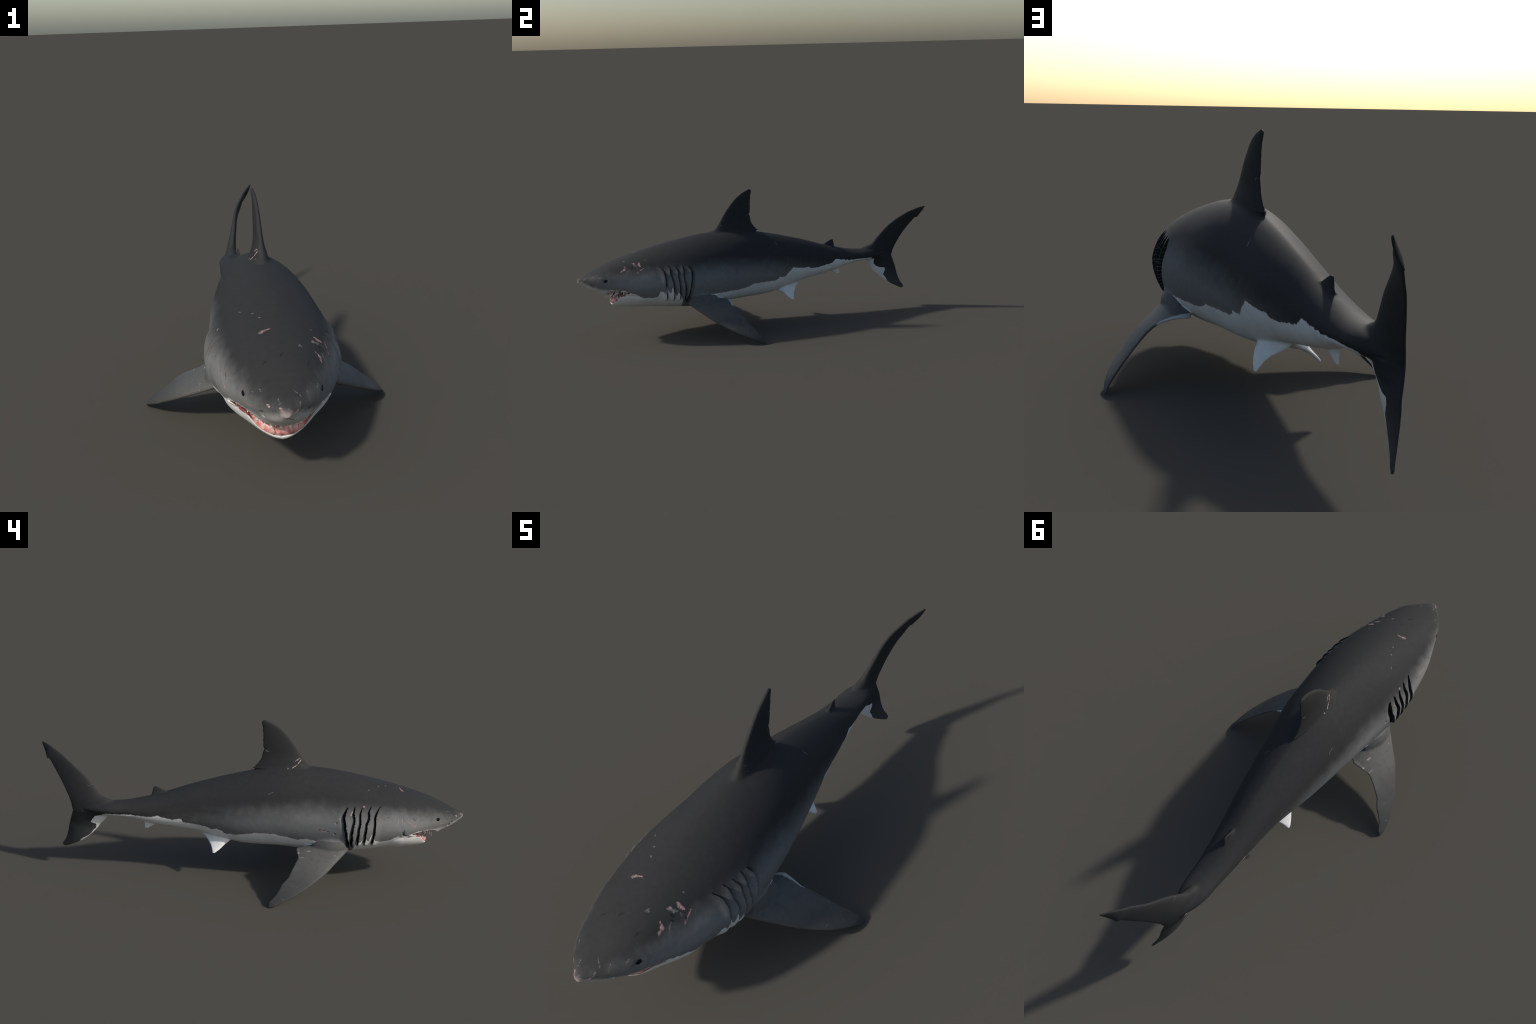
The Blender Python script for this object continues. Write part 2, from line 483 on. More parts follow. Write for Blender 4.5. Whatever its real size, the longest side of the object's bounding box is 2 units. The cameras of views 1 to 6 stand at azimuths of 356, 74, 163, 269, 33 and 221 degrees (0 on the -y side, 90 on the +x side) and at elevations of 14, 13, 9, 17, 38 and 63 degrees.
# three pits and a healed bite row on the right flank
for q in ((-.194, -.411, .331), (-.193, -.384, .327), (-.1935, -.380, .274)):
    crease([q, (q[0], q[1] + .001, q[2])], .006, .004)

P[:, 2] -= 0
N = vertex_normals(P)
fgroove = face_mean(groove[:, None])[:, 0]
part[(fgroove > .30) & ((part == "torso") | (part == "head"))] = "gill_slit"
# the skin is shaded as one surface; the walls of the slits have their own shading
N = vertex_normals(P, (part != "gill_slit") & (part != "mouth_lining"))

# ----------------------------------------------------------------------------
# 7. MATERIALS
# ----------------------------------------------------------------------------
class Nodes:
    def __init__(self, name):
        self.mat = bpy.data.materials.new(name)
        self.mat.use_nodes = True
        self.t = self.mat.node_tree
        self.t.nodes.clear()

    def node(self, kind, **props):
        n = self.t.nodes.new(kind)
        for k, v in props.items():
            setattr(n, k, v)
        return n

    def put(self, socket, v):
        if isinstance(v, bpy.types.NodeSocket):
            self.t.links.new(v, socket)
        elif isinstance(v, (tuple, list)) and len(v) == 3 and socket.type == "RGBA":
            socket.default_value = (*v, 1)
        else:
            socket.default_value = v

    def math(self, op, a, b=0.0, c=0.0, clamp=False):
        n = self.node("ShaderNodeMath", operation=op, use_clamp=clamp)
        for i, v in enumerate((a, b, c)):
            self.put(n.inputs[i], v)
        return n.outputs[0]

    def vec(self, op, a, b=(0, 0, 0)):
        n = self.node("ShaderNodeVectorMath", operation=op)
        self.put(n.inputs[0], a)
        self.put(n.inputs[1], b)
        return n.outputs["Value"] if op in ("DOT_PRODUCT", "LENGTH", "DISTANCE") else n.outputs["Vector"]

    def step(self, x, lo, hi):
        n = self.node("ShaderNodeMapRange", interpolation_type="SMOOTHSTEP")
        for i, v in enumerate((x, lo, hi, 0.0, 1.0)):
            self.put(n.inputs[i], v)
        return n.outputs[0]

    def noise(self, v, scale, detail=3.0, rough=.55, stretch=None):
        if stretch:
            v = self.vec("MULTIPLY", v, stretch)
        n = self.node("ShaderNodeTexNoise")
        self.put(n.inputs["Vector"], v)
        n.inputs["Scale"].default_value, n.inputs["Detail"].default_value, n.inputs["Roughness"].default_value = scale, detail, rough
        return n.outputs["Fac"]

    def mix(self, f, a, b):
        n = self.node("ShaderNodeMix", data_type="RGBA")
        self.put(n.inputs[0], f)
        self.put(n.inputs[6], a)
        self.put(n.inputs[7], b)
        return n.outputs[2]

    def curve(self, x, pts, lo, hi, straight=True):
        """height over x, x from lo to hi"""
        f = self.math("DIVIDE", self.math("SUBTRACT", x, lo), hi - lo, clamp=True)
        n = self.node("ShaderNodeFloatCurve")
        cm = n.mapping
        cm.use_clip = False
        c = cm.curves[0]
        for i, (px, py) in enumerate(pts):
            q = ((px - lo) / (hi - lo), py)
            if i < 2:
                c.points[0 if i == 0 else len(c.points) - 1].location = q
            else:
                c.points.new(*q)
        for p in c.points:
            p.handle_type = "VECTOR" if straight else "AUTO"
        cm.update()
        self.put(n.inputs["Value"], f)
        return n.outputs[0]

    def done(self, colour, rough=.5, bump=None, strength=.2, spec=.09, **extra):
        b = self.node("ShaderNodeBsdfPrincipled")
        self.put(b.inputs["Base Color"], colour)
        self.put(b.inputs["Roughness"], rough)
        self.put(b.inputs["Specular IOR Level"], spec)
        for k, v in extra.items():
            self.put(b.inputs[k], v)
        if bump is not None:
            n = self.node("ShaderNodeBump")
            n.inputs["Strength"].default_value, n.inputs["Distance"].default_value = strength, .002
            self.put(n.inputs["Height"], bump)
            self.t.links.new(n.outputs[0], b.inputs["Normal"])
        o = self.node("ShaderNodeOutputMaterial")
        self.t.links.new(b.outputs[0], o.inputs[0])
        return self.mat


DARK = (.0310, .0312, .0308)
FLANK = (.184, .184, .177)
WHITE = (.69, .68, .655)
PINK = (.50, .25, .23)

# scar strokes on the skin, plus dark strokes along the fold at the right mouth corner: (start, end, radius, kind)
SCAR_MARKS = [
    ((-0.051, -0.698, 0.447), (-0.03, -0.691, 0.454), 0.0055, "pink"),
    ((-0.03, -0.691, 0.454), (-0.015, -0.689, 0.456), 0.0025, "pink"),
    ((-0.054, -0.699, 0.446), (-0.039, -0.705, 0.448), 0.002, "pale"),
    ((0.052, -0.77, 0.424), (0.065, -0.759, 0.422), 0.0035, "pale"),
    ((0.06, -0.753, 0.427), (0.06, -0.764, 0.424), 0.0015, "pale"),
    ((0.098, -0.711, 0.419), (0.103, -0.717, 0.414), 0.006, "pink"),
    ((0.105, -0.713, 0.414), (0.116, -0.713, 0.404), 0.004, "pale"),
    ((0.105, -0.688, 0.421), (0.122, -0.689, 0.407), 0.005, "pink"),
    ((0.1, -0.758, 0.402), (0.103, -0.763, 0.398), 0.003, "pink"),
    ((0.107, -0.76, 0.397), (0.112, -0.773, 0.387), 0.005, "pink"),
    ((0.112, -0.773, 0.387), (0.116, -0.789, 0.376), 0.004, "pink"),
    ((0.141, -0.671, 0.394), (0.143, -0.692, 0.383), 0.0025, "pink"),
    ((0.143, -0.692, 0.383), (0.145, -0.708, 0.372), 0.004, "pink"),
    ((0.102, -0.653, 0.433), (0.105, -0.657, 0.43), 0.003, "pale"),
    ((0.121, -0.732, 0.392), (0.123, -0.752, 0.382), 0.002, "pale"),
    ((0.02, -0.934, 0.364), (0.042, -0.951, 0.347), 0.0015, "pale"),
    ((0.056, -0.922, 0.359), (0.061, -0.936, 0.345), 0.0012, "pale"),
    ((0.061, -0.936, 0.345), (0.061, -0.943, 0.331), 0.0015, "pale"),
    ((0.091, -0.882, 0.359), (0.088, -0.899, 0.349), 0.003, "pale"),
    ((-0.162, -0.691, 0.358), (-0.172, -0.689, 0.329), 0.0016, "pink"),
    ((-0.156, -0.739, 0.34), (-0.154, -0.752, 0.321), 0.0016, "pink"),
    ((-0.154, -0.752, 0.321), (-0.152, -0.755, 0.305), 0.0022, "pink"),
    ((-0.161, -0.721, 0.34), (-0.165, -0.715, 0.332), 0.002, "pale"),
    ((-0.103, -0.876, 0.313), (-0.099, -0.885, 0.311), 0.0022, "pink"),
    ((-0.096, -0.888, 0.31), (-0.087, -0.907, 0.315), 0.0022, "pink"),
    ((-0.051, -0.957, 0.338), (-0.044, -0.967, 0.33), 0.0045, "cream"),
    ((-0.088, -0.899, 0.352), (-0.08, -0.909, 0.353), 0.0014, "pale"),
    ((-0.068, -0.91, 0.362), (-0.063, -0.922, 0.358), 0.0015, "pale"),
    ((-0.02, -0.985, 0.337), (-0.006, -1.0, 0.324), 0.004, "pink"),
    ((0.036, -0.964, 0.342), (0.03, -0.977, 0.327), 0.0025, "pale"),
    ((0.03, -0.977, 0.327), (0.013, -0.992, 0.318), 0.0035, "pink"),
    ((-0.024, -0.977, 0.341), (-0.014, -0.973, 0.346), 0.0016, "pale"),
    ((-0.002, -0.999, 0.314), (0.02, -0.958, 0.289), 0.0022, "dark"),
    ((-0.023, -0.989, 0.332), (-0.016, -0.996, 0.322), 0.0025, "pale"),
    ((-0.022, -0.959, 0.352), (-0.02, -0.971, 0.346), 0.0012, "pale"),
    ((-0.004, -0.821, 0.414), (0.009, -0.801, 0.422), 0.0022, "dark"),
    ((-0.052, -0.836, 0.4), (-0.04, -0.827, 0.407), 0.0018, "dark"),
    ((0.071, -0.84, 0.392), (0.078, -0.817, 0.397), 0.0022, "dark"),
    ((-0.099, -0.53, 0.458), (-0.092, -0.539, 0.461), 0.002, "pale"),
    ((-0.063, -0.58, 0.467), (-0.055, -0.583, 0.469), 0.0025, "pale"),
    ((-0.045, -0.617, 0.465), (-0.038, -0.619, 0.466), 0.003, "pale"),
    ((-0.106, -0.498, 0.459), (-0.104, -0.5, 0.46), 0.0015, "pale"),
    ((-0.168, -0.672, 0.352), (-0.176, -0.668, 0.322), 0.0018, "pink"),
    ((-0.164, -0.709, 0.341), (-0.159, -0.738, 0.322), 0.0018, "pink"),
    ((-0.159, -0.738, 0.322), (-0.153, -0.752, 0.303), 0.0025, "pink"),
    ((-0.176, -0.457, 0.383), (-0.186, -0.447, 0.362), 0.004, "cream"),
    ((-0.164, -0.505, 0.399), (-0.161, -0.514, 0.401), 0.005, "pink"),
    ((-0.192, -0.531, 0.34), (-0.198, -0.512, 0.322), 0.0018, "dark"),
    ((-0.186, -0.586, 0.341), (-0.19, -0.606, 0.308), 0.0015, "pale"),
    ((-0.111, -0.857, 0.308), (-0.107, -0.865, 0.309), 0.002, "pink"),
    ((-0.1, -0.88, 0.309), (-0.092, -0.897, 0.313), 0.002, "pink"),
    ((-0.189, -0.39, 0.345), (-0.189, -0.424, 0.353), 0.008, "faint"),
    ((-0.199, -0.493, 0.322), (-0.197, -0.507, 0.328), 0.003, "faint"),
    ((-0.178, -0.617, 0.258), (-0.174, -0.621, 0.252), 0.002, "pink"),
    ((-0.152, -0.739, 0.351), (-0.152, -0.752, 0.34), 0.0018, "dark"),
    ((-0.174, -0.617, 0.36), (-0.174, -0.626, 0.356), 0.0015, "dark"),
    ((-0.167, -0.7, 0.337), (-0.17, -0.698, 0.326), 0.0014, "pink"),
    ((-0.1685, -0.694, 0.295), (-0.1675, -0.699, 0.276), 0.0028, "dark"),  # not a scar: dark strokes that follow the fold behind the right mouth corner
    ((-0.1675, -0.699, 0.276), (-0.160, -0.708, 0.262), 0.0034, "dark"),
    ((-0.161, -0.701, 0.266), (-0.151, -0.71, 0.248), 0.004, "pink"),
    ((-0.151, -0.71, 0.248), (-0.147, -0.731, 0.254), 0.003, "pink"),
    ((-0.160, -0.708, 0.262), (-0.152, -0.727, 0.259), 0.0030, "dark"),
    ((-0.136, -0.067, 0.43), (-0.13, -0.095, 0.444), 0.0018, "pale"),
    ((-0.163, 0.001, 0.316), (-0.158, 0.002, 0.283), 0.0025, "faint"),
    ((-0.176, -0.119, 0.335), (-0.177, -0.132, 0.33), 0.003, "pale"),
    ((-0.17, -0.113, 0.361), (-0.172, -0.118, 0.361), 0.002, "pale"),
    ((-0.188, -0.309, 0.291), (-0.188, -0.32, 0.291), 0.003, "dark"),
    ((-0.189, -0.327, 0.29), (-0.189, -0.335, 0.288), 0.003, "dark"),
    ((-0.19, -0.344, 0.286), (-0.191, -0.354, 0.285), 0.003, "dark"),
    ((-0.187, -0.312, 0.286), (-0.19, -0.349, 0.28), 0.0025, "pink"),
    ((0.043, 0.076, 0.462), (0.057, 0.093, 0.441), 0.0018, "pale"),
    ((-0.016, -0.205, 0.539), (0.007, -0.194, 0.537), 0.003, "pale"),
    ((-0.012, -0.231, 0.573), (0.010, -0.217, 0.569), 0.0026, "cream"),
    ((0.010, -0.217, 0.569), (0.016, -0.204, 0.566), 0.0014, "pale"),
    ((-0.008, -0.236, 0.561), (0.012, -0.222, 0.551), 0.0016, "pale"),
    ((0.012, -0.222, 0.551), (0.019, -0.204, 0.546), 0.0014, "pale"),
    ((0.002, -0.061, 0.608), (0.002, -0.049, 0.618), 0.003, "pale"),
    ((-0.028, -0.225, 0.576), (-0.028, -0.203, 0.55), 0.0025, "cream"),
    ((-0.028, -0.203, 0.55), (-0.028, -0.176, 0.523), 0.002, "cream"),
    ((-0.028, -0.218, 0.582), (-0.028, -0.189, 0.563), 0.0016, "cream"),
    ((-0.028, -0.044, 0.613), (-0.028, -0.066, 0.604), 0.003, "pale"),
    ((-0.028, -0.156, 0.52), (-0.028, -0.161, 0.521), 0.003, "cream"),
    ((-0.028, -0.232, 0.551), (-0.028, -0.215, 0.541), 0.0015, "pale"),
    ((-0.06, 0.77, 0.414), (-0.06, 0.752, 0.42), 0.002, "pale"),
    ((0.096, -0.722, 0.419), (0.121, -0.702, 0.404), 0.0042, "pale"),
    ((0.112, -0.694, 0.415), (0.130, -0.683, 0.402), 0.0055, "pink"),
    ((0.110, -0.724, 0.407), (0.121, -0.722, 0.398), 0.0050, "dark"),
    ((0.116, -0.738, 0.397), (0.128, -0.728, 0.392), 0.0045, "dark"),
    ((0.108, -0.764, 0.396), (0.119, -0.768, 0.383), 0.0045, "pink"),
    ((0.125, -0.745, 0.388), (0.131, -0.757, 0.377), 0.0030, "pale"),
    ((0.138, -0.690, 0.389), (0.146, -0.701, 0.376), 0.0035, "dark"),
    ((0.124, -0.700, 0.400), (0.136, -0.702, 0.390), 0.0030, "pale"),
    ((0.140, -0.668, 0.397), (0.143, -0.684, 0.388), 0.0030, "pink"),
]
FIN_MARKS = [
    ((-0.244, -0.218, 0.17), (-0.244, -0.244, 0.168), 0.003, "cream"),
    ((-0.206, -0.254, 0.194), (-0.21, -0.277, 0.19), 0.0028, "cream"),
    ((-0.218, -0.379, 0.173), (-0.225, -0.402, 0.165), 0.0022, "cream"),
    ((-0.217, -0.212, 0.191), (-0.219, -0.222, 0.188), 0.004, "cream"),
    ((-0.312, -0.207, 0.121), (-0.328, -0.224, 0.107), 0.0012, "pale"),
    ((-0.36, -0.175, 0.088), (-0.372, -0.233, 0.074), 0.0009, "pale"),
    ((-0.413, -0.141, 0.053), (-0.428, -0.156, 0.04), 0.0012, "pale"),
    ((-0.447, -0.114, 0.03), (-0.447, -0.125, 0.029), 0.002, "pale"),
    ((-0.197, -0.284, 0.198), (-0.197, -0.297, 0.197), 0.002, "pale"),
    ((0.319, -0.181, 0.119), (0.326, -0.178, 0.113), 0.0018, "pale"),
    ((0.326, -0.178, 0.113), (0.343, -0.191, 0.1), 0.0013, "pale"),
    ((0.253, -0.258, 0.159), (0.271, -0.313, 0.14), 0.0008, "pale"),
    ((0.278, -0.297, 0.137), (0.282, -0.307, 0.133), 0.002, "pale"),
    ((0.369, -0.172, 0.082), (0.401, -0.185, 0.057), 0.0008, "pale"),
    ((0.357, -0.237, 0.084), (0.357, -0.26, 0.082), 0.0016, "pale"),
    ((0.19, -0.408, 0.19), (0.192, -0.398, 0.19), 0.0016, "pale"),
]
TINT = {"pink": (.39, .235, .225), "pale": (.155, .153, .148), "cream": (.50, .37, .33), "dark": (.012, .011, .011), "faint": (.20, .165, .15)}


def on_skin(rows):
    """pull the ends of each stroke onto the finished surface"""
    done = []
    for a, b, r, tint in rows:
        ends = []
        for q in (a, b):
            k = ((P - np.array(q)) ** 2).sum(1).argmin()
            d = P[k] - np.array(q)
            ends.append(tuple(float(v) for v in np.array(q) + N[k] * (d @ N[k])))
        done.append((*ends, r, TINT[tint]))
    return done


SCARS, FIN_SCARS = on_skin(SCAR_MARKS), on_skin(FIN_MARKS)


def draw_scars(m, P_, col, rows):
    warp = m.node("ShaderNodeTexNoise")
    m.put(warp.inputs["Vector"], P_)
    warp.inputs["Scale"].default_value, warp.inputs["Detail"].default_value = 150, 4
    shake = m.vec("MULTIPLY", m.vec("SUBTRACT", warp.outputs["Color"], (.5, .5, .5)), (.009, .009, .009))
    Pw = m.vec("ADD", P_, shake)
    patchy = m.math("ADD", .22, m.math("MULTIPLY", m.step(m.noise(P_, 210, 3, .6, stretch=(1, .45, 1)), .34, .60), .75))
    solid = m.math("ADD", .8, 0)
    for a, b, r, tint in rows:
        ab = np.subtract(b, a)
        g = m.node("ShaderNodeGroup")
        g.node_tree = stroke_group()
        m.put(g.inputs["Vector"], Pw)
        g.inputs["Start"].default_value = a
        g.inputs["Along"].default_value = tuple(ab)
        g.inputs["Length2"].default_value = float(ab @ ab)
        g.inputs["Radius"].default_value = r * 1.15
        m.put(g.inputs["Cover"], patchy if r > .0021 and tint[0] > .02 else solid)
        m.put(g.inputs["Under"], col)
        m.put(g.inputs["Tint"], tint)
        col = g.outputs[0]
    return col


class Group(Nodes):
    def __init__(self, name):
        self.t = bpy.data.node_groups.new(name, "ShaderNodeTree")


def stroke_group():
    """one tapered stroke laid over a colour"""
    if "skin_stroke" in bpy.data.node_groups:
        return bpy.data.node_groups["skin_stroke"]
    m = Group("skin_stroke")
    for name, kind in (("Vector", "Vector"), ("Start", "Vector"), ("Along", "Vector"), ("Length2", "Float"), ("Radius", "Float"), ("Cover", "Float"), ("Under", "Color"), ("Tint", "Color")):
        m.t.interface.new_socket(name, in_out="INPUT", socket_type="NodeSocket" + kind)
    m.t.interface.new_socket("Color", in_out="OUTPUT", socket_type="NodeSocketColor")
    i = m.node("NodeGroupInput").outputs
    tie = m.vec("MULTIPLY", i["Under"], (1e-6, 1e-6, 1e-6))      # keeps the strokes in order
    rel = m.vec("SUBTRACT", m.vec("ADD", i["Vector"], tie), i["Start"])
    t = m.math("DIVIDE", m.vec("DOT_PRODUCT", rel, i["Along"]), i["Length2"], clamp=True)
    sc = m.node("ShaderNodeVectorMath", operation="SCALE")
    m.put(sc.inputs[0], i["Along"])
    m.put(sc.inputs[3], t)
    dist = m.vec("DISTANCE", rel, sc.outputs[0])
    ends = m.math("POWER", m.math("ABSOLUTE", m.math("SUBTRACT", m.math("MULTIPLY", t, 2.0), 1.0)), 3.0)
    taper = m.math("MULTIPLY", i["Radius"], m.math("SUBTRACT", 1.0, m.math("MULTIPLY", .8, ends)))
    f = m.math("MULTIPLY", m.step(dist, m.math("ADD", m.math("MULTIPLY", taper, 1.25), .0003), m.math("MULTIPLY", taper, .15)), i["Cover"])
    o = m.node("NodeGroupOutput")
    m.put(o.inputs[0], m.mix(f, i["Under"], i["Tint"]))
    return m.t


def skin_base(m):
    P_ = m.node("ShaderNodeTexCoord").outputs["Object"]
    s = m.node("ShaderNodeSeparateXYZ")
    m.put(s.inputs[0], P_)
    x, y, z = s.outputs
    return P_, x, y, z


def make_skin():
    m = Nodes("shark_skin")
    P_, x, y, z = skin_base(m)
    mid = m.math("SUBTRACT", m.curve(y, [(yy, float(bend(yy)) + .5) for yy in np.linspace(-1, .82, 22)] + [(1.0, .43)], -1, 1), .5)
    dx = m.math("SUBTRACT", x, mid)
    left = m.step(dx, -.004, .004)
    n_mid = m.noise(P_, 26, 4)
    n_fine = m.noise(P_, 150, 3)
    streak = m.noise(P_, 60, 3, stretch=(1, 1, .22))
    # dark back fading to the lighter flank
    fade = m.curve(y, [(-1, .315), (-.95, .325), (-.866, .348), (-.74, .366), (-.62, .380), (-.5, .392), (-.4, .398), (-.32, .402), (-.10, .385), (.12, .355), (.33, .325), (.5, .304), (.65, .290), (.7, .275), (1, .1)], -1, 1, False)
    h = m.math("SUBTRACT", z, fade)
    h = m.math("ADD", h, m.math("MULTIPLY", m.math("SUBTRACT", n_mid, .5), .035))
    dark = m.step(h, m.math("MULTIPLY_ADD", m.step(y, -.50, -.66), .040, -.085), .035)
    # the flank itself loses brightness toward the tail
    head_pale = m.mix(m.step(y, -.52, -.66), (.164, .165, .160), FLANK)
    pale = m.mix(m.step(y, .0, .60), head_pale, (.060, .060, .057))
    grey = m.mix(dark, pale, DARK)
    # white belly: its rim is different on the two sides
    rim_right = m.curve(y, [(-1, .322), (-.974, .311), (-.94, .299), (-.909, .286), (-.857, .287), (-.809, .284), (-.77, .283), (-.743, .276), (-.715, .262), (-.699, .263), (-.671, .264), (-.652, .251), (-.629, .240), (-.587, .238), (-.574, .244), (-.566, .247), (-.557, .285), (-.549, .280), (-.541, .247), (-.533, .243), (-.523, .268), (-.515, .262), (-.503, .235), (-.495, .240), (-.487, .240), (-.478, .222), (-.470, .155), (-.34, .150), (-.318, .215), (-.287, .233), (-.247, .239), (-.213, .228), (-.155, .241), (-.101, .250), (-.022, .249), (.066, .229), (.122, .228), (.140, .247), (.165, .253), (.188, .244), (.21, .259), (.268, .270), (.322, .278), (.330, .296), (.353, .292), (.367, .286), (.398, .291), (.44, .304), (.475, .296), (.548, .303), (.66, .302), (.70, .300), (.71, .1), (1, .1)], -1, 1)
    rim_left = m.curve(y, [(-1, .322), (-.969, .313), (-.932, .302), (-.901, .290), (-.87, .285), (-.839, .287), (-.776, .285), (-.75, .276), (-.718, .264), (-.699, .248), (-.67, .238), (-.638, .240), (-.606, .243), (-.600, .262), (-.595, .277), (-.577, .276), (-.572, .24), (-.566, .30), (-.560, .308), (-.552, .280), (-.540, .255), (-.536, .285), (-.530, .300), (-.520, .268), (-.508, .245), (-.503, .262), (-.498, .268), (-.488, .250), (-.478, .235), (-.470, .155), (-.41, .150), (-.385, .212), (-.357, .230), (-.33, .235), (-.297, .232), (-.239, .231), (-.19, .235), (-.165, .231), (-.116, .238), (-.073, .254), (.01, .253), (.073, .252), (.092, .267), (.13, .266), (.154, .292), (.18, .313), (.245, .299), (.272, .300), (.305, .289), (.353, .292), (.423, .302), (.456, .322), (.489, .316), (.545, .305), (.60, .303), (.66, .303), (.70, .302), (.71, .1), (1, .1)], -1, 1)
    rim = m.node("ShaderNodeMix", data_type="FLOAT")
    m.put(rim.inputs[0], left)
    m.put(rim.inputs[2], rim_right)
    m.put(rim.inputs[3], rim_left)
    below = m.math("SUBTRACT", rim.outputs[0], z)
    torn = m.math("ADD", m.math("MULTIPLY", m.math("SUBTRACT", streak, .5), .016), m.math("MULTIPLY", m.math("SUBTRACT", n_fine, .5), .006))
    below = m.math("ADD", below, torn)
    soft = m.step(y, -.80, -.92)
    white = m.math("MULTIPLY", m.step(below, m.math("MULTIPLY_ADD", soft, -.012, -.0008), m.math("MULTIPLY_ADD", soft, .016, .0022)), m.math("MULTIPLY_ADD", soft, -.25, 1.0))
    # white on the lower lobe of the tail fin
    tail_right = m.curve(z, [(.06, .60), (.105, .835), (.135, .812), (.146, .797), (.183, .757), (.205, .741), (.216, .728), (.238, .727), (.246, .752), (.262, .744), (.274, .734), (.279, .733), (.290, .68), (.32, .6)], 0, .4)
    tail_left = m.curve(z, [(.06, .60), (.11, .842), (.130, .822), (.146, .805), (.187, .780), (.211, .791), (.226, .788), (.228, .760), (.236, .741), (.256, .718), (.286, .720), (.292, .68), (.32, .6)], 0, .4)
    tl = m.node("ShaderNodeMix", data_type="FLOAT")
    m.put(tl.inputs[0], left)
    m.put(tl.inputs[2], tail_right)
    m.put(tl.inputs[3], tail_left)
    ahead = m.math("ADD", m.math("SUBTRACT", tl.outputs[0], y), m.math("MULTIPLY", torn, .7))
    tail_white = m.math("MULTIPLY", m.step(ahead, -.001, .001), m.math("GREATER_THAN", y, .665))
    white = m.math("MAXIMUM", white, tail_white)
    # rosy rim above the white on the belly
    rosy = m.math("MULTIPLY", m.step(below, -.014, -.001), m.math("MULTIPLY", m.step(y, -.40, -.28), m.step(y, .25, .12)))
    rosy = m.math("MULTIPLY", rosy, m.step(n_mid, .35, .62))
    grey = m.mix(m.math("MULTIPLY", rosy, .55), grey, (.30, .19, .18))
    mott = m.math("ADD", .80, m.math("MULTIPLY", m.noise(P_, 55, 5, .6), .40))
    mm = m.node("ShaderNodeMix", data_type="RGBA", blend_type="MULTIPLY")
    mm.inputs[0].default_value = 1
    m.put(mm.inputs[6], grey)
    cc = m.node("ShaderNodeCombineColor")
    for i in range(3):
        m.put(cc.inputs[i], mott)
    m.put(mm.inputs[7], cc.outputs[0])
    grey = mm.outputs[2]
    chalk = m.mix(m.math("MULTIPLY", m.step(m.noise(P_, 18, 5, .65), .42, .72), .55), WHITE, (.52, .51, .50))
    col = m.mix(white, grey, chalk)
    # rubbed snout
    nose_d = m.vec("DISTANCE", P_, (-.002, -1.005, .313))
    rub = m.math("MULTIPLY", m.step(m.math("ADD", nose_d, m.math("MULTIPLY", m.math("SUBTRACT", n_fine, .5), .035)), .032, .007), .42)
    col = m.mix(rub, col, (.36, .28, .265))
    col = draw_scars(m, P_, col, SCARS)
    grain = m.math("ADD", m.math("MULTIPLY", n_fine, .6), m.math("MULTIPLY", streak, .4))
    return m.done(col, .68, grain, .12)


def make_pectoral():
    m = Nodes("pectoral_skin")
    P_, x, y, z = skin_base(m)
    n = m.noise(P_, 26, 4)
    ax = m.math("ABSOLUTE", x)
    col = m.mix(m.step(m.math("ADD", ax, m.math("MULTIPLY", m.math("SUBTRACT", n, .5), .08)), .20, .42), (.104, .102, .095), (.052, .052, .050))
    # pale free tip: a white fringe on the left, a faint one on the right
    fringe = m.math("SUBTRACT", y, m.curve(ax, [(.0, -.30), (.14, -.245), (.17, -.228), (.20, -.226), (.24, -.2215), (.27, -.20), (.30, -.17), (.5, .1)], 0, .5))
    fringe = m.math("ADD", fringe, m.math("MULTIPLY", m.math("SUBTRACT", m.noise(P_, 60, 3), .5), .014))
    edge = m.step(fringe, -.001, .0015)
    col = m.mix(m.math("MULTIPLY", edge, m.step(x, -.01, .01)), col, (.46, .46, .45))
    col = m.mix(m.math("MULTIPLY", edge, m.math("MULTIPLY", m.step(x, .01, -.01), .35)), col, (.25, .23, .21))
    mot = m.noise(P_, 55, 5, .6)
    col = m.mix(m.math("MULTIPLY", m.step(mot, .45, .75), .35), col, (.05, .05, .05))
    col = draw_scars(m, P_, col, FIN_SCARS)
    return m.done(col, .5, m.noise(P_, 150, 3), .12)


def make_plain(name, a, b, scale=40, rough=.5, bump=.12, **kw):
    m = Nodes(name)
    P_, x, y, z = skin_base(m)
    n = m.noise(P_, scale, 4)
    return m.done(m.mix(m.step(n, .3, .7), a, b), rough, m.noise(P_, scale * 4, 3), bump, **kw)


def make_gum():
    m = Nodes("gum_pink")
    P_, x, y, z = skin_base(m)
    n = m.noise(P_, 48, 4, .6)
    f = m.noise(P_, 95, 3, .6, stretch=(1, 1, .45))
    col = m.mix(m.step(n, .36, .62), (.50, .15, .14), (.66, .40, .37))
    col = m.mix(m.math("MULTIPLY", m.step(f, .54, .70), .8), col, (.30, .055, .05))
    col = m.mix(m.math("MULTIPLY", m.step(f, .42, .30), .5), col, (.66, .52, .49))
    return m.done(col, .35, f, .25, spec=.4)


MAT = {
    "skin": make_skin(),
    "pectoral": make_pectoral(),
    "white": make_plain("belly_white", (.76, .75, .73), (.70, .695, .68)),
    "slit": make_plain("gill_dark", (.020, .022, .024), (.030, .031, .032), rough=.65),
    "lining": make_plain("mouth_lining", (.36, .12, .11), (.20, .05, .05), 60, .35),
    "gum": make_gum(),
    "tooth": make_plain("tooth_ivory", (.62, .60, .54), (.52, .48, .40), 60, .3, .05),
    "eye": make_plain("eye_black", (.006, .006, .007), (.010, .010, .011), 60, .12, .0),
}

